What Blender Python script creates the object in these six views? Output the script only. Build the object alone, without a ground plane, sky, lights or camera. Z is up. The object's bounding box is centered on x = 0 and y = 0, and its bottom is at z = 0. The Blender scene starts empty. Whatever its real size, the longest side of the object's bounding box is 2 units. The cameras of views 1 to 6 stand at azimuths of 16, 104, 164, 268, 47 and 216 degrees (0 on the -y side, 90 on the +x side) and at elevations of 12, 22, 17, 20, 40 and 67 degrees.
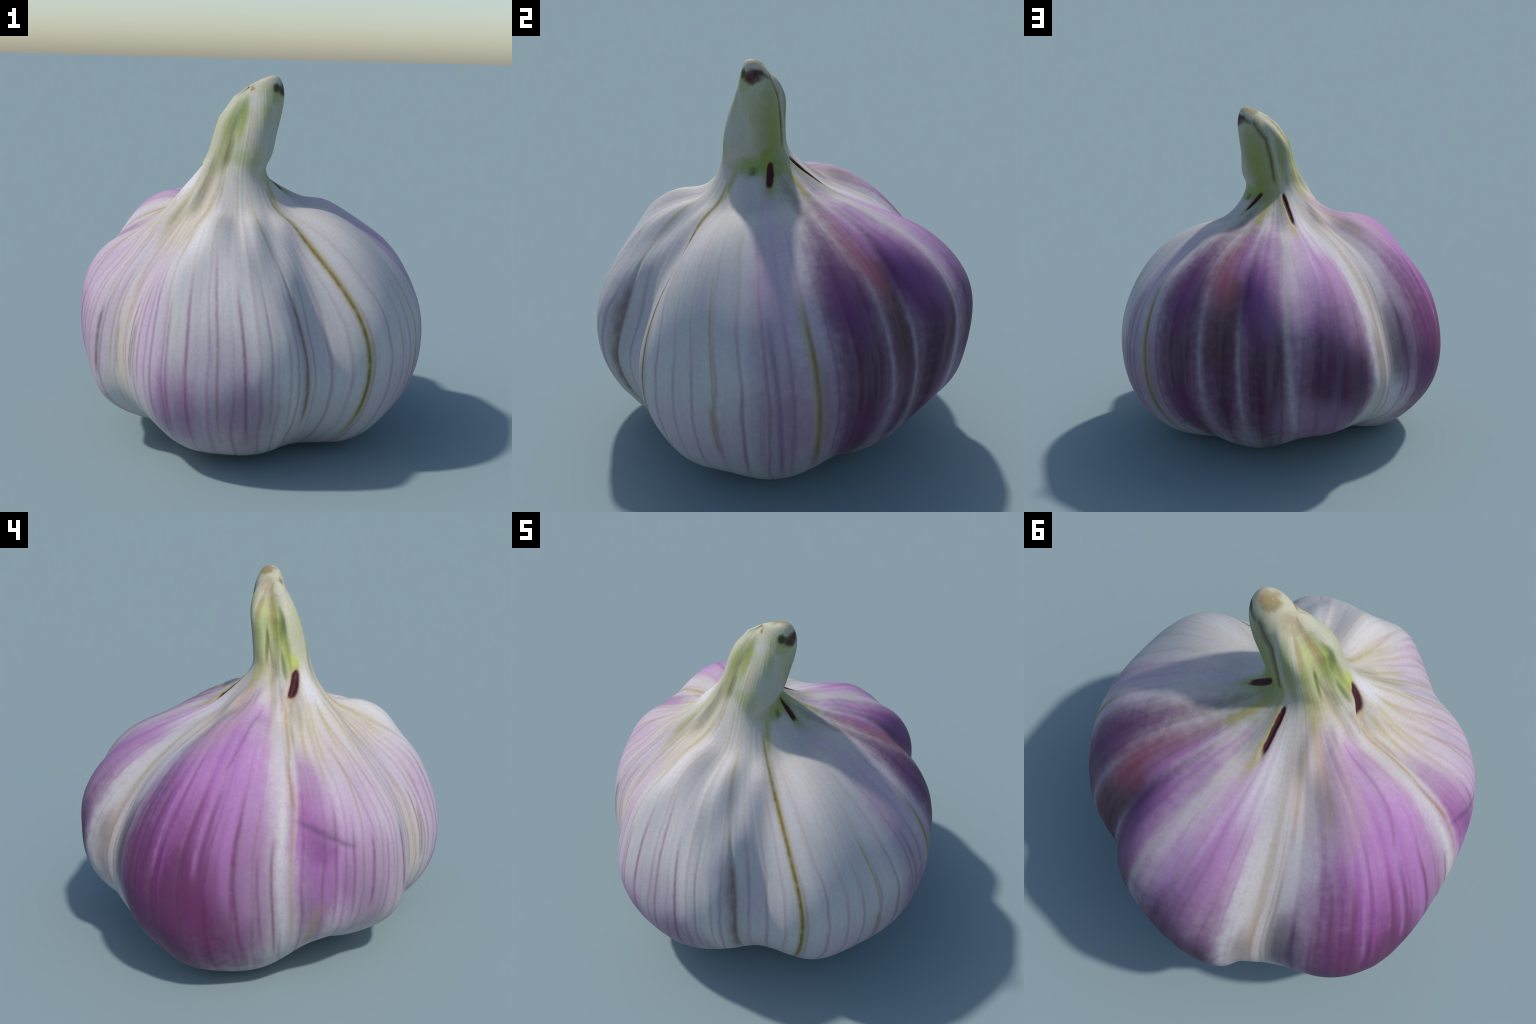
import math
import bpy
import numpy as np

# A garlic bulb: cloves wrapped in one papery skin, drawn together into a leaning neck.
# Azimuth 0 is -y, 90 is +x.

# <tables>
MERIDIANS = [
    # azimuth, distances from the heart of the bulb at the polar angles of BETA
    (4, [0.730, 0.895, 0.990, 0.987, 0.913, 0.836, 0.826, 0.774, 0.725]),  # front clove, crest
    (16, [0.727, 0.891, 0.974, 0.971, 0.916, 0.846, 0.795, 0.733, 0.718]),
    (28, [0.734, 0.861, 0.913, 0.955, 0.911, 0.809, 0.775, 0.742, 0.730]),  # front clove, edge
    (36, [0.749, 0.826, 0.877, 0.892, 0.813, 0.776, 0.729, 0.721, 0.737]),
    (43, [0.746, 0.816, 0.850, 0.835, 0.751, 0.740, 0.720, 0.714, 0.739]),  # deep furrow
    (52, [0.744, 0.836, 0.884, 0.884, 0.810, 0.729, 0.704, 0.730, 0.736]),
    (65, [0.736, 0.894, 0.951, 0.959, 0.912, 0.843, 0.784, 0.733, 0.730]),
    (82, [0.750, 0.896, 0.958, 0.965, 0.934, 0.895, 0.847, 0.783, 0.753]),  # east clove, crest
    (98, [0.761, 0.907, 0.972, 0.974, 0.947, 0.886, 0.832, 0.791, 0.742]),
    (113, [0.750, 0.871, 0.938, 0.961, 0.955, 0.927, 0.859, 0.825, 0.763]),  # brown seam
    (126, [0.744, 0.827, 0.888, 0.926, 0.948, 0.916, 0.865, 0.803, 0.774]),
    (138, [0.744, 0.836, 0.884, 0.916, 0.926, 0.916, 0.840, 0.782, 0.776]),  # pale furrow
    (150, [0.746, 0.847, 0.874, 0.872, 0.876, 0.866, 0.837, 0.780, 0.767]),
    (162, [0.735, 0.839, 0.887, 0.904, 0.964, 0.948, 0.844, 0.786, 0.748]),  # north-east clove, crest
    (174, [0.720, 0.808, 0.922, 0.956, 0.982, 0.932, 0.847, 0.779, 0.764]),  # pale rib
    (188, [0.711, 0.787, 0.953, 0.998, 1.013, 0.942, 0.827, 0.764, 0.754]),  # north clove, crest
    (202, [0.708, 0.813, 0.905, 0.981, 0.916, 0.844, 0.790, 0.756, 0.746]),
    (210, [0.710, 0.804, 0.924, 0.924, 0.871, 0.836, 0.790, 0.758, 0.755]),  # deep pale furrow
    (218, [0.706, 0.837, 0.944, 0.960, 0.921, 0.863, 0.808, 0.758, 0.773]),
    (232, [0.724, 0.933, 1.010, 1.048, 0.998, 0.940, 0.880, 0.824, 0.773]),
    (245, [0.742, 0.941, 1.050, 1.038, 1.000, 0.928, 0.888, 0.833, 0.786]),  # big purple clove, crest
    (257, [0.743, 0.934, 1.010, 1.002, 0.964, 0.901, 0.885, 0.816, 0.740]),
    (268, [0.737, 0.902, 0.979, 0.976, 0.930, 0.871, 0.834, 0.764, 0.745]),
    (280, [0.725, 0.835, 0.933, 0.967, 0.935, 0.851, 0.760, 0.721, 0.728]),  # shallow furrow
    (294, [0.713, 0.792, 0.927, 0.959, 0.941, 0.854, 0.756, 0.736, 0.785]),
    (305, [0.707, 0.830, 0.928, 0.959, 0.918, 0.803, 0.752, 0.737, 0.787]),
    (316, [0.703, 0.825, 0.959, 0.949, 0.886, 0.785, 0.745, 0.756, 0.784]),  # west clove, crest
    (326, [0.708, 0.794, 0.901, 0.900, 0.841, 0.756, 0.717, 0.716, 0.766]),
    (336, [0.717, 0.824, 0.917, 0.926, 0.854, 0.760, 0.712, 0.713, 0.734]),  # furrow beside the front clove
    (348, [0.726, 0.884, 0.976, 0.986, 0.920, 0.845, 0.761, 0.732, 0.732]),
]
STEM = [
    # height, tilt, centre x, centre y, mean radius, then cos/sin of the 2nd, 3rd and 4th harmonic
    (1.470, 0.00, -0.082, -0.136, 0.188, -0.010, 0.005, -0.012, 0.001, -0.004, 0.000),
    (1.570, 0.00, -0.046, -0.139, 0.165, -0.016, 0.006, -0.006, 0.000, -0.004, -0.001),
    (1.670, 0.08, -0.023, -0.127, 0.157, -0.018, 0.000, -0.004, -0.002, -0.005, 0.003),
    (1.760, 0.22, -0.010, -0.111, 0.148, -0.025, -0.006, -0.002, -0.008, -0.005, 0.005),
    (1.840, 0.42, -0.003, -0.101, 0.132, -0.033, -0.009, -0.004, -0.012, 0.002, 0.006),
    (1.900, 0.66, -0.002, -0.106, 0.097, -0.033, -0.012, -0.009, -0.008, 0.007, 0.005),
    (1.932, 0.66, -0.007, -0.121, 0.041, -0.034, -0.016, -0.007, -0.002, 0.003, 0.003),
]
HEART_Z, DIMPLE = 0.65, 0.648
BETA = [0.0, 30.0, 50.0, 68.0, 85.0, 102.0, 118.0, 132.0, 145.0, 156.0]
# </tables>

AROUND, ALONG = 540, 300


def periodic_spline(keys, x):
    """Weights of a C2 periodic cubic spline (degrees) at x."""
    k = np.asarray(keys, float)
    n, eye = len(k), np.eye(len(k))
    h = np.diff(np.append(k, k[0] + 360))
    a, b = np.zeros((n, n)), np.zeros((n, n))
    for i in range(n):
        p, q = (i - 1) % n, (i + 1) % n
        a[i, p] += h[p]
        a[i, i] += 2 * (h[p] + h[i])
        a[i, q] += h[i]
        b[i, q] += 6 / h[i]
        b[i, i] -= 6 / h[i] + 6 / h[p]
        b[i, p] += 6 / h[p]
    m = np.linalg.solve(a, b)
    x = (np.asarray(x) - k[0]) % 360 + k[0]
    i = np.clip(np.searchsorted(k, x, side="right") - 1, 0, n - 1)
    j = (i + 1) % n
    return spline_rows(x - k[i], h[i], eye[i], eye[j], m[i], m[j])


def natural_spline(k, x):
    k = np.asarray(k, float)
    n, eye = len(k), np.eye(len(k))
    h = np.diff(k)
    a, b = np.eye(n), np.zeros((n, n))
    for i in range(1, n - 1):
        a[i, i - 1:i + 2] = h[i - 1], 2 * (h[i - 1] + h[i]), h[i]
        b[i, i - 1:i + 2] = 6 / h[i - 1], -6 / h[i] - 6 / h[i - 1], 6 / h[i]
    m = np.linalg.solve(a, b)
    i = np.clip(np.searchsorted(k, x, side="right") - 1, 0, n - 2)
    return spline_rows(x - k[i], h[i], eye[i], eye[i + 1], m[i], m[i + 1])


def spline_rows(t, h, ei, ej, mi, mj):
    u = h - t
    c = lambda v: v[:, None]
    return c(u / h) * ei + c(t / h) * ej + c((u**3 / h - h * u) / 6) * mi + c((t**3 / h - h * t) / 6) * mj


def smooth(lo, hi, v):
    t = np.clip((v - lo) / (hi - lo), 0, 1)
    return t * t * (3 - 2 * t)


def axis_at(z):
    f = smooth(0.6, 1.4, z)
    return -0.06 * f, -0.10 * f


def bulb_surface():
    az = np.arange(AROUND) * 360 / AROUND
    rad = np.radians(az)
    out = np.stack([np.sin(rad), -np.cos(rad)], 1)
    keys = [m[0] for m in MERIDIANS]
    beta = np.radians(BETA)
    reach = np.array([[DIMPLE] + m[1] for m in MERIDIANS]).T          # station x key
    reach = reach @ periodic_spline(keys, az).T                      # station x azimuth
    r = [reach * np.sin(beta)[:, None]]
    z = [HEART_Z - reach * np.cos(beta)[:, None]]
    nominal = np.array([.5, .62, .78, .9, .95, .93, .88, .8, .78, .82])
    c = [np.stack(axis_at(HEART_Z - nominal * np.cos(beta)), 1)]
    for height, tilt, cx, cy, mean, *waves in STEM:
        ring = mean + sum(waves[2 * k] * np.cos((k + 2) * rad) + waves[2 * k + 1] * np.sin((k + 2) * rad) for k in range(3))
        r.append(ring[None])
        z.append((height + tilt * ring * out[:, 0])[None])
        c.append(np.array([[cx, cy]]))
    r, z, c = np.vstack(r), np.vstack(z), np.vstack(c)
    s = np.linspace(0, len(r) - 1, ALONG)
    w = natural_spline(np.arange(len(r)), s)
    r, z, c = w @ r, w @ z, w @ c
    p = np.empty((ALONG, AROUND, 3))
    p[..., 0] = c[:, :1] + r * out[:, 0]
    p[..., 1] = c[:, 1:] + r * out[:, 1]
    p[..., 2] = z
    return p, s, az



# ---------------------------------------------------------------- relief on the loft
# Torn slits and folded seams of the skin: azimuth and height of both ends, half width, depth (metres).
SLITS = [
    (299, 1.520, 282, 1.385, 0.017, 0.014),
    (180, 1.480, 182, 1.330, 0.010, 0.012),
    (120, 1.475, 110, 1.385, 0.013, 0.012),
    (86, 1.465, 88, 1.430, 0.010, 0.006),
]
SEAMS = [
    (58, 1.36, 57.5, 0.13, 0.007, 0.004),
    (113, 1.20, 114, 0.20, 0.010, 0.004),
    (34, 1.02, 36, 0.25, 0.009, 0.008),
    (272, 1.34, 273, 0.30, 0.010, 0.003),
    (29, 0.82, 31, 0.28, 0.050, -0.016), (38.5, 0.80, 40, 0.26, 0.035, 0.014),     # the front clove stands proud of the furrow
    (203, 0.75, 204, 0.34, 0.045, 0.016), (163, 0.62, 164, 0.32, 0.080, -0.012), (227, 0.46, 227, 0.22, 0.110, -0.016),
    (276, 0.95, 295, 0.79, 0.035, 0.006),      # pinched crease across the west clove
    (262, 1.86, 258, 1.46, 0.050, 0.024),      # hollow side of the neck
    (246, 1.72, 256, 1.55, 0.012, 0.007), (283, 1.80, 290, 1.48, 0.014, 0.008),
    (128, 1.93, 160, 1.80, 0.012, 0.006), (162, 1.82, 163, 1.52, 0.012, 0.005),   # fold of the outer leaf
    (352, 1.78, 354, 1.50, 0.020, 0.005), (334, 1.56, 335, 1.28, 0.025, 0.010),
]


def axis_points(p):
    ax, ay = axis_at(p[..., 2])
    ax = ax + 0.17 * np.clip(p[..., 2] - 1.5, 0, None)
    x, y = p[..., 0] - ax, p[..., 1] - ay
    return np.degrees(np.arctan2(x, -y)) % 360, np.hypot(x, y)


def groove(az, r, z, a0, z0, a1, z1, width, fade):
    t = np.clip((z - z0) / (z1 - z0), 0, 1)
    off = (az - (a0 + (a1 - a0) * t) + 180) % 360 - 180
    across = np.exp(-(np.radians(off) * r / width) ** 2)
    return across * smooth(z1 - fade, z1 + fade, z) * (1 - smooth(z0 - fade, z0 + fade, z))


def surface_normals(p):
    du = np.roll(p, -1, 1) - np.roll(p, 1, 1)
    dv = np.gradient(p, axis=0)
    n = np.cross(du, dv)
    return n / (np.linalg.norm(n, axis=-1)[..., None] + 1e-9)


def add_relief(p):
    az, r = axis_points(p)
    z = p[..., 2]
    sink = np.zeros(z.shape)
    for a0, z0, a1, z1, width, depth in SLITS:
        sink += depth * groove(az, r, z, a0, z0, a1, z1, width, 0.02)
    for a0, z0, a1, z1, width, depth in SEAMS:
        sink += depth * groove(az, r, z, a0, z0, a1, z1, width, 0.08)
    # faint ribs of the skin running from root to neck
    rng = np.random.default_rng(7)
    ribs = np.zeros(z.shape)
    for k in (23, 31, 41, 54, 67):
        ribs += rng.uniform(0.4, 1) * np.sin(np.radians(az) * k + rng.uniform(0, 6.3) + rng.uniform(-1, 1) * z)
    body = smooth(0.10, 0.35, z)
    sink -= 0.0006 * ribs * body * np.clip(r / 0.5, 0.15, 1)
    return p - surface_normals(p) * sink[..., None]


# ---------------------------------------------------------------- material
BASE = (0.50, 0.485, 0.475)
CREAM = (0.52, 0.45, 0.31)
PINK = (0.43, 0.32, 0.42)
MAUVE = (0.25, 0.14, 0.24)
LILAC = (0.37, 0.165, 0.40)
MAGENTA = (0.23, 0.05, 0.23)
WINE = (0.125, 0.030, 0.10)
PLUM = (0.062, 0.017, 0.044)
VIOLET = (0.125, 0.036, 0.125)
WHITE = (0.60, 0.58, 0.60)
ROSE = (0.17, 0.045, 0.085)
UMBER = (0.085, 0.035, 0.035)
BROWN = (0.17, 0.11, 0.025)
OCHRE = (0.34, 0.24, 0.11)
OLIVE = (0.34, 0.31, 0.08)
GREEN = (0.25, 0.30, 0.045)
MOSS = (0.10, 0.14, 0.03)
PALE_GREEN = (0.43, 0.43, 0.30)
MAROON = (0.060, 0.012, 0.016)

# Stained areas of the skin: azimuth, height, half widths (degrees, metres), colour, strength.
PATCHES = [
    # big purple clove
    (243, 0.80, 33, 0.75, PINK, 0.80), (246, 0.55, 28, 0.50, MAUVE, 0.60), (240, 1.05, 20, 0.36, LILAC, 0.75),
    (238, 0.88, 19, 0.46, MAGENTA, 0.95), (250, 1.02, 14, 0.34, LILAC, 0.55), (243, 0.55, 21, 0.46, WINE, 0.95), (244, 0.50, 12, 0.34, PLUM, 0.40), (258, 0.60, 14, 0.50, WINE, 0.60), (258, 0.90, 11, 0.40, LILAC, 0.60), (240, 0.40, 20, 0.26, WINE, 0.5),
    (247, 0.60, 8, 0.30, WINE, 0.60), (226, 0.75, 8, 0.42, WINE, 0.75), (242, 1.24, 14, 0.14, LILAC, 0.6), (256, 1.22, 9, 0.14, LILAC, 0.6),
    (263, 0.60, 7, 0.40, MAUVE, 0.55), (218, 0.70, 6, 0.35, MAUVE, 0.55),
    # west clove
    (292, 0.60, 26, 0.45, PINK, 0.75), (281, 0.96, 8, 0.26, MAGENTA, 0.90), (281.5, 0.58, 6, 0.30, WINE, 0.75), (290, 0.72, 16, 0.30, LILAC, 0.75), (288, 0.70, 9, 0.2, MAGENTA, 0.40),
    (300, 0.66, 10, 0.22, WINE, 0.30), (284, 0.86, 6, 0.12, VIOLET, 0.5), (306, 0.52, 14, 0.24, MAUVE, 0.55),
    (315, 0.85, 24, 0.45, PINK, 0.60), (338, 0.80, 9, 0.42, PINK, 0.65), (296, 1.05, 16, 0.22, PINK, 0.5),
    # north-east clove: dark bands between pale ribs
    (150, 0.95, 50, 0.42, PINK, 0.85), (150, 0.60, 44, 0.55, MAUVE, 0.90), (118, 0.55, 8, 0.40, MAUVE, 0.35),
    (129, 0.74, 10.5, 0.62, PLUM, 1.0), (126, 1.06, 10, 0.20, VIOLET, 0.85), (127, 0.36, 9, 0.2, WINE, 0.5),
    (145, 0.74, 7.5, 0.62, PLUM, 1.0), (144.5, 0.90, 7, 0.24, UMBER, 0.7), (142, 1.16, 8, 0.17, ROSE, 0.90), (148, 1.22, 7, 0.10, LILAC, 0.55),
    (160.5, 0.66, 10, 0.62, PLUM, 1.0), (154, 1.08, 5, 0.22, VIOLET, 1.0), (161, 1.13, 7, 0.22, LILAC, 0.80), (158, 1.0, 7, 0.2, VIOLET, 0.6),
    # north clove
    (184, 1.10, 11, 0.30, LILAC, 0.80), (187, 0.66, 14, 0.40, VIOLET, 0.90), (183, 0.60, 11, 0.36, PLUM, 0.80), (192, 0.62, 6, 0.28, PLUM, 0.6),
    (178, 0.36, 16, 0.18, MAUVE, 0.7), (192, 1.18, 8, 0.16, LILAC, 0.4), (190, 1.0, 10, 0.25, MAUVE, 0.5),
    (204, 0.66, 5, 0.26, MAUVE, 0.35), (216, 0.72, 5, 0.22, PLUM, 0.45),
    # east clove: faint wine stains low down
    (102, 0.65, 7, 0.55, MAUVE, 0.55), (97, 0.42, 18, 0.28, WINE, 0.32), (106, 1.10, 9, 0.26, PINK, 0.70), (112, 0.5, 9, 0.35, MAUVE, 0.45),
    (75, 0.40, 18, 0.2, PINK, 0.5),
    # front clove: stains by the root
    (4, 0.46, 21, 0.34, PINK, 0.75), (353, 0.42, 8, 0.22, MAGENTA, 0.45), (17, 0.36, 11, 0.24, WINE, 0.40), (346, 0.72, 5, 0.42, LILAC, 0.35),
    (2, 0.34, 18, 0.2, MAUVE, 0.4),
    # buff streaks, dark patches by the furrow, white patches
    (207, 0.80, 6, 0.45, CREAM, 0.35), (329, 0.62, 8, 0.32, CREAM, 0.50), (203, 0.70, 3, 0.16, (0.14, 0.11, 0.09), 0.55), (213, 0.70, 4, 0.22, (0.12, 0.09, 0.09), 0.55),
    (285, 1.28, 14, 0.13, CREAM, 0.35), (305, 1.24, 24, 0.16, CREAM, 0.25), (307, 1.43, 10, 0.10, WHITE, 0.8), (191, 1.30, 8, 0.10, WHITE, 0.6), (355, 1.24, 6, 0.10, WHITE, 0.5), (338, 1.28, 18, 0.18, CREAM, 0.45), (222, 1.34, 22, 0.13, (0.42, 0.33, 0.31), 0.5),
]
# Long veins: both ends, half width, colour, strength.
VEINS = [
    # pale ribs between the dark bands
    (136.5, 1.18, 138.5, 0.20, 0.017, (0.29, 0.24, 0.28), 0.75), (150.5, 1.00, 152, 0.15, 0.018, (0.28, 0.25, 0.28), 0.70),
    (166, 1.30, 172, 0.15, 0.024, (0.36, 0.31, 0.35), 0.80), (199, 1.28, 199, 0.30, 0.045, BASE, 0.60), (271.5, 1.10, 272.6, 0.25, 0.022, BASE, 0.75),
    # stripes on the big purple clove
    (226.5, 1.10, 227, 0.40, 0.014, WINE, 0.6), (232.5, 1.16, 233, 0.45, 0.015, WINE, 0.7), (238, 1.20, 239, 0.30, 0.013, MAGENTA, 0.6), (239, 0.75, 239, 0.22, 0.013, PLUM, 0.55),
    (244.5, 1.15, 245, 0.45, 0.015, WINE, 0.55), (249, 1.12, 250.5, 0.25, 0.013, WINE, 0.7), (257.5, 1.10, 260, 0.22, 0.014, WINE, 0.75), (265, 0.85, 266, 0.30, 0.010, WINE, 0.45),
    (269, 0.90, 270, 0.22, 0.009, UMBER, 0.6), (235, 1.15, 236, 0.7, 0.010, LILAC, 0.55), (247, 1.15, 248, 0.7, 0.012, LILAC, 0.5),
    (253, 1.36, 248, 1.15, 0.010, ROSE, 0.35), (240, 1.38, 232, 1.18, 0.012, (0.36, 0.22, 0.26), 0.5), (262, 1.36, 262, 1.1, 0.010, (0.36, 0.24, 0.22), 0.45),
    # seams
    (58, 1.42, 57.5, 0.12, 0.019, OLIVE, 0.80), (58, 1.40, 57.5, 0.14, 0.0100, BROWN, 0.95),
    (84, 1.15, 85, 0.32, 0.007, OLIVE, 0.75), (84, 0.62, 85, 0.30, 0.012, BROWN, 0.5),
    (112, 1.14, 114, 0.20, 0.024, OLIVE, 0.55), (113, 1.04, 114, 0.20, 0.012, BROWN, 0.85), (115, 0.85, 116, 0.35, 0.03, (0.16, 0.13, 0.09), 0.4),
    (33, 0.95, 35, 0.30, 0.026, (0.16, 0.10, 0.08), 0.50), (34, 0.98, 36, 0.25, 0.013, (0.16, 0.09, 0.08), 0.80), (31, 1.30, 34, 0.95, 0.010, OCHRE, 0.45),
    (277, 1.36, 272.5, 1.14, 0.012, OCHRE, 0.75), (272.5, 1.18, 275, 0.98, 0.012, (0.26, 0.12, 0.06), 0.70), (274.8, 1.08, 275, 0.28, 0.011, OCHRE, 0.60), (284, 0.55, 280, 0.25, 0.022, OCHRE, 0.5),
    (275.5, 0.955, 295, 0.785, 0.028, (0.08, 0.04, 0.10), 0.55),
    # veins of the west clove
    (288, 1.05, 288.5, 0.35, 0.010, WINE, 0.5), (294, 0.95, 295, 0.35, 0.010, WINE, 0.45), (301.5, 0.85, 302, 0.40, 0.012, WINE, 0.6), (308, 0.85, 308, 0.3, 0.008, WINE, 0.4),
    (299, 1.22, 297, 0.90, 0.009, OCHRE, 0.45), (298, 1.15, 304, 0.75, 0.009, (0.30, 0.18, 0.22), 0.5), (292, 1.32, 287, 1.05, 0.010, OCHRE, 0.4), (304, 1.34, 312, 0.95, 0.009, OCHRE, 0.45),
    (316, 1.28, 317, 0.80, 0.009, OCHRE, 0.4), (318, 1.20, 320, 0.80, 0.008, (0.32, 0.21, 0.24), 0.5), (327, 1.30, 329, 0.85, 0.010, OCHRE, 0.45), (310, 1.1, 311, 0.5, 0.008, (0.3, 0.16, 0.26), 0.5),
    (317, 0.82, 317, 0.42, 0.014, (0.09, 0.06, 0.07), 0.75), (336, 0.78, 335, 0.48, 0.012, (0.13, 0.09, 0.07), 0.60), (334.5, 0.90, 334, 0.5, 0.006, UMBER, 0.6),
    (326, 0.75, 326, 0.48, 0.012, (0.18, 0.12, 0.1), 0.45), (339.5, 1.0, 339.5, 0.45, 0.010, (0.24, 0.08, 0.18), 0.5), (341, 1.28, 340, 0.8, 0.008, OCHRE, 0.35), (323, 1.05, 323, 0.5, 0.008, (0.3, 0.16, 0.24), 0.5), (330, 1.05, 330, 0.5, 0.008, (0.3, 0.18, 0.2), 0.5),
    # veins of the front clove
    (14.5, 1.02, 16, 0.20, 0.010, (0.20, 0.06, 0.13), 0.75), (7, 1.18, 7.5, 0.22, 0.010, (0.22, 0.10, 0.13), 0.60),
    (358, 1.05, 358.5, 0.22, 0.010, (0.22, 0.08, 0.17), 0.6), (352, 0.95, 352, 0.25, 0.009, (0.22, 0.08, 0.18), 0.55),
    (346.5, 1.1, 346, 0.25, 0.010, (0.22, 0.08, 0.20), 0.6), (23, 1.05, 23, 0.25, 0.008, (0.25, 0.12, 0.18), 0.5), (28, 0.9, 29, 0.25, 0.008, (0.25, 0.12, 0.18), 0.4),
    (102, 1.0, 103.5, 0.15, 0.014, (0.12, 0.05, 0.13), 0.55), (93, 0.75, 93, 0.2, 0.009, (0.2, 0.1, 0.14), 0.45), (106.5, 1.0, 107, 0.3, 0.009, (0.22, 0.15, 0.2), 0.4),
    (205, 1.30, 206, 0.55, 0.014, OCHRE, 0.45), (196, 1.2, 196.5, 0.4, 0.007, (0.3, 0.14, 0.28), 0.55), (211, 1.15, 211, 0.45, 0.008, (0.2, 0.15, 0.13), 0.5), (217, 0.95, 219, 0.35, 0.010, PLUM, 0.6), (222, 0.9, 223, 0.4, 0.01, WINE, 0.5),
    # folds running up into the neck
    (334, 1.56, 335, 1.24, 0.028, (0.30, 0.26, 0.17), 0.55), (354, 1.62, 353, 1.36, 0.020, OLIVE, 0.35), (318, 1.50, 322, 1.2, 0.014, OLIVE, 0.4), (345, 1.4, 350, 1.12, 0.012, OCHRE, 0.4),
    (15, 1.5, 17, 1.25, 0.012, (0.38, 0.35, 0.25), 0.4), (32, 1.5, 31, 1.2, 0.014, OLIVE, 0.3), (228, 1.48, 225, 1.3, 0.014, OCHRE, 0.5), (262, 1.5, 262, 1.34, 0.014, (0.3, 0.2, 0.1), 0.45), (275, 1.45, 272, 1.32, 0.012, (0.28, 0.14, 0.10), 0.5),
    (289, 1.36, 283, 1.16, 0.009, OLIVE, 0.5), (296, 1.38, 292, 1.12, 0.009, OLIVE, 0.5), (305, 1.38, 303, 1.14, 0.009, OLIVE, 0.5), (313, 1.40, 314, 1.15, 0.009, OLIVE, 0.5), (322, 1.40, 325, 1.1, 0.010, OLIVE, 0.5),
    (330, 1.36, 334, 1.05, 0.009, OLIVE, 0.45), (283, 1.38, 277, 1.2, 0.012, BROWN, 0.4), (348, 1.38, 345, 1.1, 0.010, OLIVE, 0.4), (215, 1.40, 212, 1.15, 0.012, OCHRE, 0.45), (235, 1.46, 226, 1.25, 0.012, OCHRE, 0.45), (248, 1.44, 240, 1.28, 0.010, (0.3, 0.2, 0.16), 0.45),
    # torn slits with their green rims
    (298, 1.54, 280, 1.34, 0.030, OCHRE, 0.70), (300, 1.535, 281, 1.365, 0.023, MAROON, 1.0),
    (177, 1.49, 180, 1.28, 0.024, OLIVE, 0.85), (180, 1.50, 182.4, 1.312, 0.013, MAROON, 1.0),
    (119, 1.50, 108, 1.34, 0.032, GREEN, 0.75), (121, 1.495, 108.5, 1.365, 0.018, MAROON, 1.0),
    (86, 1.468, 88, 1.425, 0.020, MOSS, 0.85), (64, 1.46, 60, 1.30, 0.014, OLIVE, 0.85), (149, 1.47, 143, 1.33, 0.018, OLIVE, 0.9),
]
# Neck: azimuth, height, half widths, colour, strength.
NECK = [
    (105, 1.475, 55, 0.055, GREEN, 0.85), (135, 1.66, 45, 0.30, (0.22, 0.25, 0.09), 0.90), (128, 1.64, 9, 0.16, GREEN, 0.7), (112, 1.51, 14, 0.05, GREEN, 0.8),
    (165, 1.62, 12, 0.16, GREEN, 0.6), (198, 1.72, 18, 0.20, (0.22, 0.25, 0.10), 0.85), (180, 1.78, 7, 0.16, (0.36, 0.36, 0.34), 0.7),
    (85, 1.80, 12, 0.10, GREEN, 0.25), (55, 1.80, 10, 0.10, GREEN, 0.40), (36, 1.57, 12, 0.09, GREEN, 0.40), (60, 1.66, 25, 0.12, (0.40, 0.41, 0.36), 0.7),
    (2, 1.79, 16, 0.15, GREEN, 0.85), (338, 1.76, 14, 0.12, GREEN, 0.65), (345, 1.62, 12, 0.14, OLIVE, 0.5), (28, 1.72, 8, 0.14, (0.42, 0.36, 0.28), 0.5), (310, 1.70, 12, 0.16, (0.40, 0.40, 0.22), 0.6),
    (354, 1.60, 7, 0.08, MOSS, 0.55), (334, 1.56, 10, 0.10, GREEN, 0.40), (18, 1.57, 14, 0.05, GREEN, 0.40),
    (258, 1.68, 34, 0.24, (0.36, 0.38, 0.14), 0.75), (276, 1.74, 12, 0.14, GREEN, 0.70), (228, 1.72, 9, 0.16, GREEN, 0.6), (285, 1.72, 6, 0.10, MOSS, 0.80), (289, 1.58, 8, 0.12, GREEN, 0.8),
    (298, 1.55, 7, 0.06, (0.38, 0.44, 0.06), 0.85), (250, 1.63, 5, 0.09, MOSS, 0.85), (281, 1.54, 4, 0.07, MOSS, 0.8), (265, 1.84, 9, 0.12, OCHRE, 0.85), (228, 1.86, 8, 0.10, OCHRE, 0.7), (246, 1.80, 8, 0.08, (0.40, 0.43, 0.16), 0.8),
    (230, 1.53, 16, 0.10, OLIVE, 0.65), (262, 1.56, 10, 0.09, (0.36, 0.29, 0.20), 0.6), (330, 1.46, 12, 0.09, OLIVE, 0.35),
    (25, 1.88, 26, 0.06, (0.50, 0.50, 0.48), 0.7),
]
# Dark edge of the folded outer leaf, and the stains on the cut end.
FOLD = [(103, 1.955, 128, 1.905, 0.017), (126, 1.930, 160, 1.800, 0.016), (158, 1.840, 165, 1.640, 0.012), (165, 1.690, 160, 1.540, 0.010)]
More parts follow.
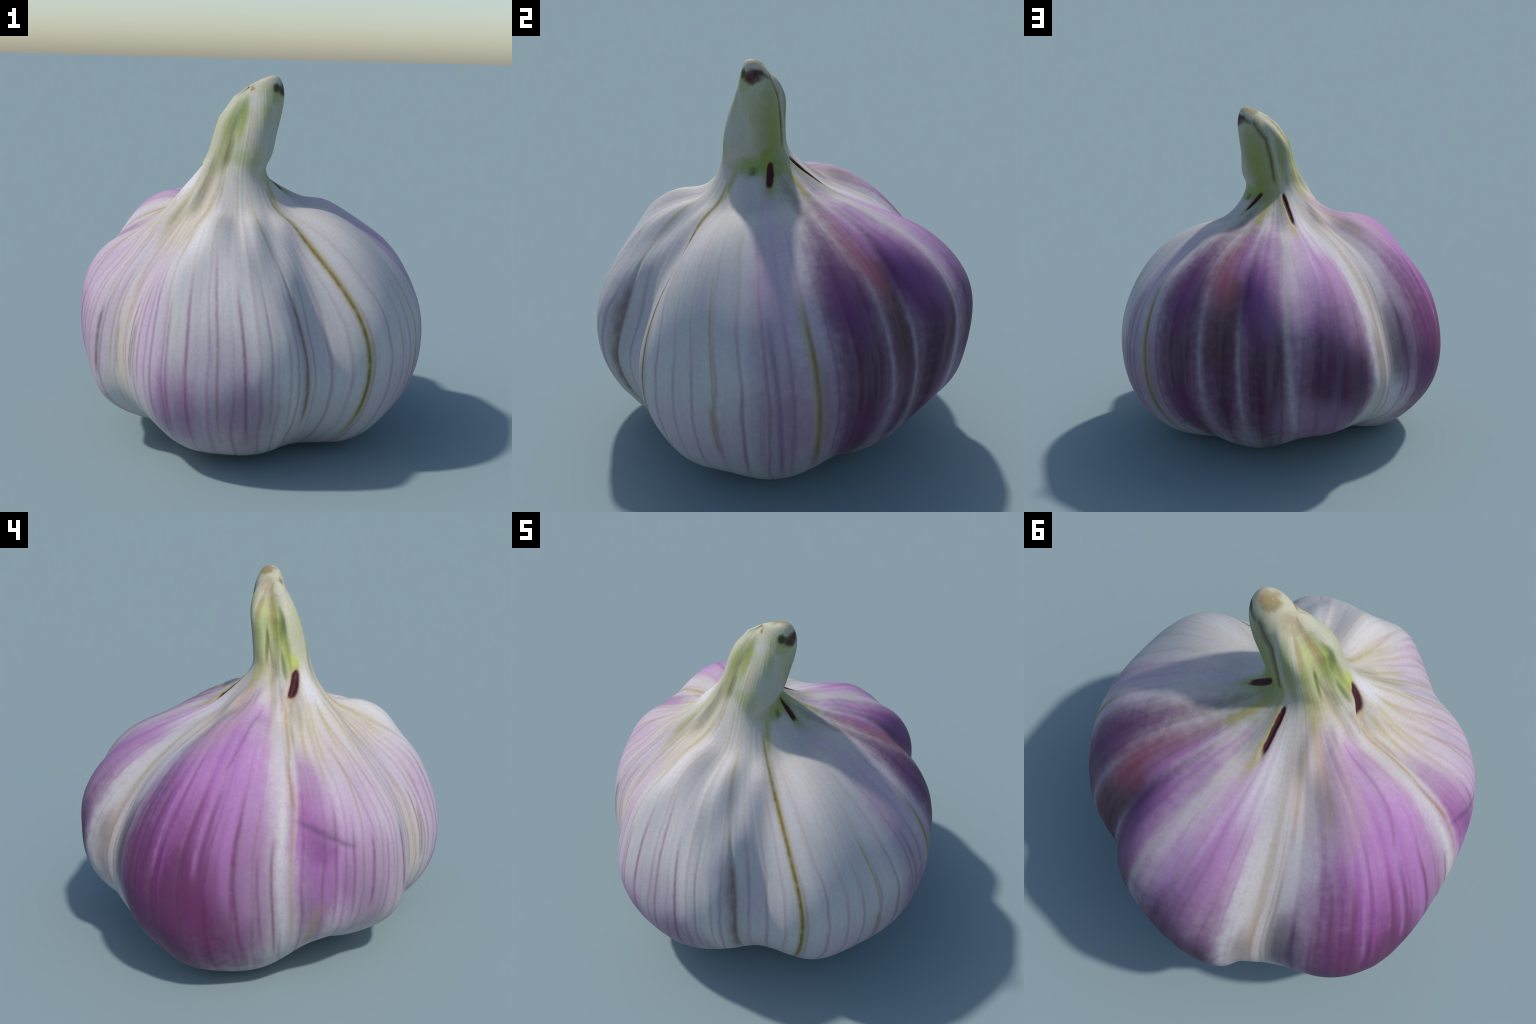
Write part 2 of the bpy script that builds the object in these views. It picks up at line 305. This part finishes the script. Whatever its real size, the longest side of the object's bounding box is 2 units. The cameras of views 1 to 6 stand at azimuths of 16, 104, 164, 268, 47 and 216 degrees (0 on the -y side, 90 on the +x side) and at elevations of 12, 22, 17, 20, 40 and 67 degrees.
# x, y, z, radius, colour, strength.
SPOTS = [
    (0.03, -0.10, 1.93, 0.10, (0.46, 0.43, 0.30), 0.7),
    (0.13, -0.12, 1.905, 0.060, GREEN, 0.65), (0.175, -0.095, 1.925, 0.040, MAROON, 0.95), (0.150, -0.140, 1.935, 0.026, (0.05, 0.045, 0.012), 0.95),
    (0.165, -0.06, 1.93, 0.03, MAROON, 0.8), (0.09, -0.09, 1.975, 0.045, (0.20, 0.14, 0.03), 0.75), (0.13, -0.09, 1.995, 0.03, OCHRE, 0.5),
    (0.00, -0.09, 1.90, 0.05, (0.34, 0.26, 0.15), 0.6), (0.03, -0.14, 1.92, 0.022, (0.20, 0.12, 0.05), 0.8),
]


class Nodes:
    """Small helper: every call adds a node and returns its output socket."""

    def __init__(self, tree):
        self.t = tree

    def node(self, kind, **settings):
        n = self.t.nodes.new(kind)
        for k, v in settings.items():
            setattr(n, k, v)
        return n

    def put(self, socket, value):
        if isinstance(value, bpy.types.NodeSocket):
            self.t.links.new(value, socket)
        else:
            socket.default_value = (*value, 1.0) if isinstance(value, tuple) and len(value) == 3 and socket.type == "RGBA" else value

    def math(self, op, a, b=0.0, c=0.0):
        n = self.node("ShaderNodeMath", operation=op)
        for s, v in zip(n.inputs, (a, b, c)):
            self.put(s, v)
        return n.outputs[0]

    def step(self, v, lo, hi, a=0.0, b=1.0):
        n = self.node("ShaderNodeMapRange", interpolation_type="SMOOTHSTEP")
        for s, x in zip(n.inputs, (v, lo, hi, a, b)):
            self.put(s, x)
        return n.outputs[0]

    def mix(self, f, a, b, blend="MIX"):
        n = self.node("ShaderNodeMix", data_type="RGBA", blend_type=blend)
        self.put(n.inputs[0], f)
        self.put(n.inputs[6], a)
        self.put(n.inputs[7], b)
        return n.outputs[2]

    def noise(self, vector, scale, detail=2.0, rough=0.5):
        n = self.node("ShaderNodeTexNoise")
        self.put(n.inputs["Vector"], vector)
        n.inputs["Scale"].default_value, n.inputs["Detail"].default_value, n.inputs["Roughness"].default_value = scale, detail, rough
        return n.outputs[0]

    def vector(self, x, y, z):
        n = self.node("ShaderNodeCombineXYZ")
        for s, v in zip(n.inputs, (x, y, z)):
            self.put(s, v)
        return n.outputs[0]

    def group(self, tree, *values):
        n = self.node("ShaderNodeGroup", node_tree=tree)
        for s, v in zip(n.inputs, values):
            self.put(s, v)
        return n.outputs[0]


def mask_group(name, inputs, rule):
    g = bpy.data.node_groups.new(name, "ShaderNodeTree")
    for i in inputs:
        g.interface.new_socket(i, in_out="INPUT", socket_type="NodeSocketFloat")
    g.interface.new_socket("mask", in_out="OUTPUT", socket_type="NodeSocketFloat")
    k = Nodes(g)
    gi, go = k.node("NodeGroupInput"), k.node("NodeGroupOutput")
    g.links.new(rule(k, *gi.outputs[:len(inputs)]), go.inputs[0])
    return g


def patch_rule(k, az, z, wobble, a0, z0, wa, wz):
    da = k.math("DIVIDE", k.math("WRAP", k.math("SUBTRACT", az, a0), 180.0, -180.0), wa)
    dz = k.math("DIVIDE", k.math("SUBTRACT", z, z0), wz)
    q = k.math("ADD", k.math("MULTIPLY", da, da), k.math("MULTIPLY", dz, dz))
    return k.step(k.math("ADD", q, wobble), -0.15, 1.65, 1.0, 0.0)


def vein_rule(k, az, r, z, wobble, a0, z0, a1, z1, width):
    t = k.math("DIVIDE", k.math("SUBTRACT", z, z0), k.math("SUBTRACT", z1, z0))
    t = k.math("MINIMUM", k.math("MAXIMUM", t, 0.0), 1.0)
    centre = k.math("MULTIPLY_ADD", k.math("SUBTRACT", a1, a0), t, a0)
    off = k.math("WRAP", k.math("SUBTRACT", az, centre), 180.0, -180.0)
    off = k.math("ADD", k.math("MULTIPLY", k.math("MULTIPLY", off, math.pi / 180), r), wobble)
    d = k.math("DIVIDE", off, width)
    across = k.math("EXPONENT", k.math("MULTIPLY", k.math("MULTIPLY", d, d), -1.0))
    fade = k.math("MULTIPLY", k.math("SUBTRACT", z0, z1), 0.22)
    low = k.step(z, k.math("SUBTRACT", z1, k.math("MULTIPLY", fade, 0.3)), k.math("ADD", z1, fade))
    high = k.step(z, k.math("SUBTRACT", z0, fade), k.math("ADD", z0, k.math("MULTIPLY", fade, 0.3)), 1.0, 0.0)
    return k.math("MULTIPLY", across, k.math("MULTIPLY", low, high))


def spot_rule(k, x, y, z, x0, y0, z0, r, wobble):
    sq = lambda a, b: k.math("POWER", k.math("DIVIDE", k.math("SUBTRACT", a, b), r), 2.0)
    return k.step(k.math("ADD", k.math("ADD", k.math("ADD", sq(x, x0), sq(y, y0)), sq(z, z0)), wobble), 0.1, 1.5, 1.0, 0.0)


def touches(span, centre, half):
    """Does centre +- half (degrees) reach into the sector span?"""
    middle, reach = (span[0] + span[1]) / 2, (span[1] - span[0]) / 2
    return abs((centre - middle + 180) % 360 - 180) < reach + half


def skin_material(name, span, low, high):
    """The one skin of the bulb; marks that cannot reach the sector and heights of this part are left out."""
    patches = [q for q in PATCHES if touches(span, q[0], 1.75 * q[2] + 2) and q[1] + 1.75 * q[3] > low and q[1] - 1.75 * q[3] < high]
    neck = [q for q in NECK if touches(span, q[0], 1.75 * q[2] + 2) and q[1] + 1.75 * q[3] > low and q[1] - 1.75 * q[3] < high]
    lines = lambda rows: [q for q in rows if q[1] + 0.1 > low and q[3] - 0.05 < high and
                          touches(span, (q[0] + q[2]) / 2, abs(q[0] - q[2]) / 2 + math.degrees(3 * q[4] / (0.11 if q[1] > 1.3 else 0.4)))]
    veins, fold = lines(VEINS), lines(FOLD)
    m = bpy.data.materials.new(name)
    m.use_nodes = True
    k = Nodes(m.node_tree)
    bsdf = m.node_tree.nodes["Principled BSDF"]
    patch, vein, spot = MASKS

    def after(value):
        """Ties a mask to the colour so far, so that the marks are laid on one after the other."""
        return k.math("MULTIPLY_ADD", colour, 1e-7, value)

    position = k.node("ShaderNodeTexCoord").outputs["Object"]
    sep = k.node("ShaderNodeSeparateXYZ")
    k.put(sep.inputs[0], position)
    x, y, z = sep.outputs
    lean = k.step(z, 0.6, 1.4)
    over = k.math("MAXIMUM", k.math("SUBTRACT", z, 1.5), 0.0)
    dx = k.math("SUBTRACT", x, k.math("MULTIPLY_ADD", over, 0.17, k.math("MULTIPLY", lean, -0.06)))
    dy = k.math("SUBTRACT", y, k.math("MULTIPLY", lean, -0.10))
    r = k.math("SQRT", k.math("ADD", k.math("MULTIPLY", dx, dx), k.math("MULTIPLY", dy, dy)))
    az = k.math("MULTIPLY", k.math("ARCTAN2", dx, k.math("MULTIPLY", dy, -1.0)), 180 / math.pi)
    ux, uy = k.math("DIVIDE", dx, r), k.math("DIVIDE", dy, r)

    # noises stretched along the meridians
    streak = k.noise(k.vector(ux, uy, k.math("MULTIPLY", z, 0.10)), 9.0, 4.0, 0.65)
    fibre = k.noise(k.vector(ux, uy, k.math("MULTIPLY", z, 0.06)), 34.0, 2.0, 0.6)
    blotch = k.noise(position, 3.0, 3.0)
    grain = k.noise(position, 60.0, 3.0, 0.6)
    speck = k.noise(position, 22.0, 3.0, 0.6)
    centred = lambda v, amount: k.math("MULTIPLY", k.math("SUBTRACT", v, 0.5), amount)
    stripe = k.noise(k.vector(ux, uy, k.math("MULTIPLY", z, 0.09)), 17.0, 2.0, 0.5)
    edge = k.math("ADD", centred(streak, 0.7), k.math("ADD", centred(blotch, 0.8), k.math("ADD", centred(stripe, 0.6), centred(speck, 0.6))))
    sway = k.math("ADD", centred(blotch, 0.012), centred(speck, 0.008))

    colour = k.mix(k.step(streak, 0.35, 0.75), BASE, (0.465, 0.435, 0.445))
    colour = k.mix(k.math("MULTIPLY", k.step(fibre, 0.5, 0.75), 0.30), colour, (0.44, 0.38, 0.37))
    colour = k.mix(k.math("MULTIPLY", k.step(blotch, 0.45, 0.75), 0.25), colour, (0.45, 0.39, 0.44))
    # the skin yellows towards the neck
    colour = k.mix(k.math("MULTIPLY", k.step(z, 1.12, 1.40), k.math("MULTIPLY", k.step(streak, 0.30, 0.65), 0.45)), colour, CREAM)
    colour = k.mix(k.math("MULTIPLY", k.step(z, 1.42, 1.62), 0.75), colour, PALE_GREEN)

    # evenly spread fine veins
    turn = k.math("ADD", k.math("DIVIDE", k.math("WRAP", az, 209.0, -151.0), 6.7), centred(blotch, 0.5))
    cell = k.node("ShaderNodeTexVoronoi", voronoi_dimensions="1D", feature="DISTANCE_TO_EDGE")
    k.put(cell.inputs["W"], turn)
    cell.inputs["Scale"].default_value, cell.inputs["Randomness"].default_value = 1.0, 0.55
    thread = k.step(k.math("MULTIPLY", cell.outputs["Distance"], r), 0.0, 0.14, 1.0, 0.0)
    thread = k.math("MULTIPLY", thread, k.math("MULTIPLY", k.step(z, 1.38, 1.15), k.step(streak, 0.3, 0.62, 0.12, 0.48)))
    thread_colour = k.mix(k.step(z, 0.7, 1.1), (0.52, 0.32, 0.47), (0.80, 0.70, 0.68))

    for a0, z0, wa, wz, c, s in patches:
        f = k.group(patch, az, z, after(edge), float(a0), z0, float(wa), wz)
        f = k.math("MULTIPLY", f, k.step(stripe, 0.32, 0.66, s * (0.52 if c in (LILAC, MAGENTA, PINK) else 0.78), min(1.0, s * 1.12)))
        colour = k.mix(f, colour, c)
    colour = k.mix(thread, colour, thread_colour, "MULTIPLY")
    for a0, z0, wa, wz, c, s in neck:
        f = k.group(patch, az, z, after(edge), float(a0), z0, float(wa), wz)
        colour = k.mix(k.math("MULTIPLY", f, s), colour, c)
    for a0, z0, a1, z1, width, c, s in veins:
        f = k.group(vein, az, r, z, after(sway), float(a0), z0, float(a1), z1, width)
        if c is MAROON:
            t = k.math("MINIMUM", k.math("MAXIMUM", k.math("DIVIDE", k.math("SUBTRACT", z, z0), z1 - z0), 0.0), 1.0)
            pointed = k.math("POWER", k.math("MULTIPLY", k.math("MULTIPLY", t, k.math("SUBTRACT", 1.0, t)), 4.0), 0.7)
            f = k.step(k.math("MULTIPLY", f, pointed), 0.16, 0.55)
        else:
            f = k.math("MULTIPLY", f, k.step(speck, 0.2, 0.65, 0.6, 1.0))
        colour = k.mix(k.math("MULTIPLY", f, s), colour, c)
    for a0, z0, a1, z1, width in fold:
        f = k.group(vein, az, r, z, after(sway), float(a0), z0, float(a1), z1, width)
        colour = k.mix(k.math("MULTIPLY", f, 0.70), colour, (0.07, 0.045, 0.035))
    spot_edge = centred(speck, 2.2)
    for x0, y0, z0, radius, c, s in (SPOTS if high > 1.8 else []):
        f = k.group(spot, x, y, z, x0, y0, z0, radius, after(spot_edge))
        colour = k.mix(k.math("MULTIPLY", f, s), colour, c)

    hue = k.node("ShaderNodeHueSaturation")
    k.put(hue.inputs["Value"], k.step(grain, 0.2, 0.8, 0.94, 1.06))
    k.put(hue.inputs["Color"], colour)
    k.put(bsdf.inputs["Base Color"], hue.outputs[0])
    bsdf.inputs["Roughness"].default_value = 0.62
    bsdf.inputs["Specular IOR Level"].default_value = 0.25
    bump = k.node("ShaderNodeBump")
    bump.inputs["Strength"].default_value, bump.inputs["Distance"].default_value = 0.12, 0.01
    k.put(bump.inputs["Height"], k.math("ADD", fibre, k.math("MULTIPLY", grain, 0.3)))
    k.put(bsdf.inputs["Normal"], bump.outputs[0])
    return m


MASKS = (
    mask_group("stain", ["azimuth", "height", "wobble", "a0", "z0", "wa", "wz"], patch_rule),
    mask_group("vein", ["azimuth", "radius", "height", "wobble", "a0", "z0", "a1", "z1", "width"], vein_rule),
    mask_group("spot", ["x", "y", "z", "x0", "y0", "z0", "r", "wobble"], spot_rule),
)


# ---------------------------------------------------------------- parts
# The body is one surface; the furrows divide it into cloves.
FURROWS = [40, 113, 167, 209, 273, 333]
ROOT_STATION, STEM_STATION, CUT_STATION = 0.9, 10.2, 15.0


def build():
    p, s, az = bulb_surface()
    p = add_relief(p)
    p[..., 2] = np.maximum(p[..., 2], 0)
    tip = p[-1].mean(0) + [0, 0, 0.012]
    verts = np.vstack([p[0].mean(0)[None], p[1:].reshape(-1, 3), tip[None]])
    n, last = AROUND, len(verts) - 1
    i, j = np.meshgrid(np.arange(1, ALONG - 1), np.arange(n), indexing="ij")
    at = lambda i, j: 1 + (i - 1) * n + j % n
    quads = np.stack([at(i, j), at(i, j + 1), at(i + 1, j + 1), at(i + 1, j)], -1).reshape(-1, 4)
    station, turn = s[i].ravel(), az[j].ravel()
    sector = np.searchsorted(FURROWS, turn, side="right") % len(FURROWS)
    j = np.arange(n)
    floor = np.stack([np.zeros(n, int), at(1, j + 1), at(1, j)], -1)
    cap = np.stack([np.full(n, last), at(ALONG - 1, j), at(ALONG - 1, j + 1)], -1)

    # normals of the whole body, handed to every part
    whole = bpy.data.meshes.new("whole")
    faces = [tuple(f) for f in quads] + [tuple(f) for f in floor] + [tuple(f) for f in cap]
    whole.from_pydata(verts.tolist(), [], faces)
    normals = np.empty(len(verts) * 3, np.float32)
    whole.vertices.foreach_get("normal", normals)
    normals = normals.reshape(-1, 3)
    bpy.data.meshes.remove(whole)

    garlic = bpy.data.objects.new("garlic_bulb", None)
    garlic["label"] = "purple striped garlic bulb with short bent neck"
    garlic["category"] = "garlic"
    bpy.context.scene.collection.objects.link(garlic)

    def part(name, faces, skin):
        used, local = np.unique(np.concatenate([f.ravel() for f in faces]), return_inverse=True)
        shapes, k = [], 0
        for f in faces:
            shapes += local[k:k + f.size].reshape(f.shape).tolist()
            k += f.size
        me = bpy.data.meshes.new(name)
        me.from_pydata(verts[used].tolist(), [], shapes)
        me.polygons.foreach_set("use_smooth", np.ones(len(me.polygons), bool))
        me.normals_split_custom_set_from_vertices(normals[used].tolist())
        me.materials.append(skin)
        o = bpy.data.objects.new(name, me)
        o.parent = garlic
        bpy.context.scene.collection.objects.link(o)

    part("root_plate", [floor, quads[station < ROOT_STATION]], skin_material("root_skin", (0, 360), 0.0, 0.12))
    middle = (station >= ROOT_STATION) & (station < STEM_STATION)
    for c, end in enumerate(FURROWS):
        skin = skin_material("clove_skin", ((FURROWS[c - 1] - 360 if c == 0 else FURROWS[c - 1]) - 6, end + 6), 0.0, 1.56)
        part("clove", [quads[middle & (sector == c)]], skin)
    neck = skin_material("neck_skin", (0, 360), 1.42, 2.1)
    part("stem", [quads[(station >= STEM_STATION) & (station < CUT_STATION)]], neck)
    part("cut_end", [quads[station >= CUT_STATION], cap], neck)


build()
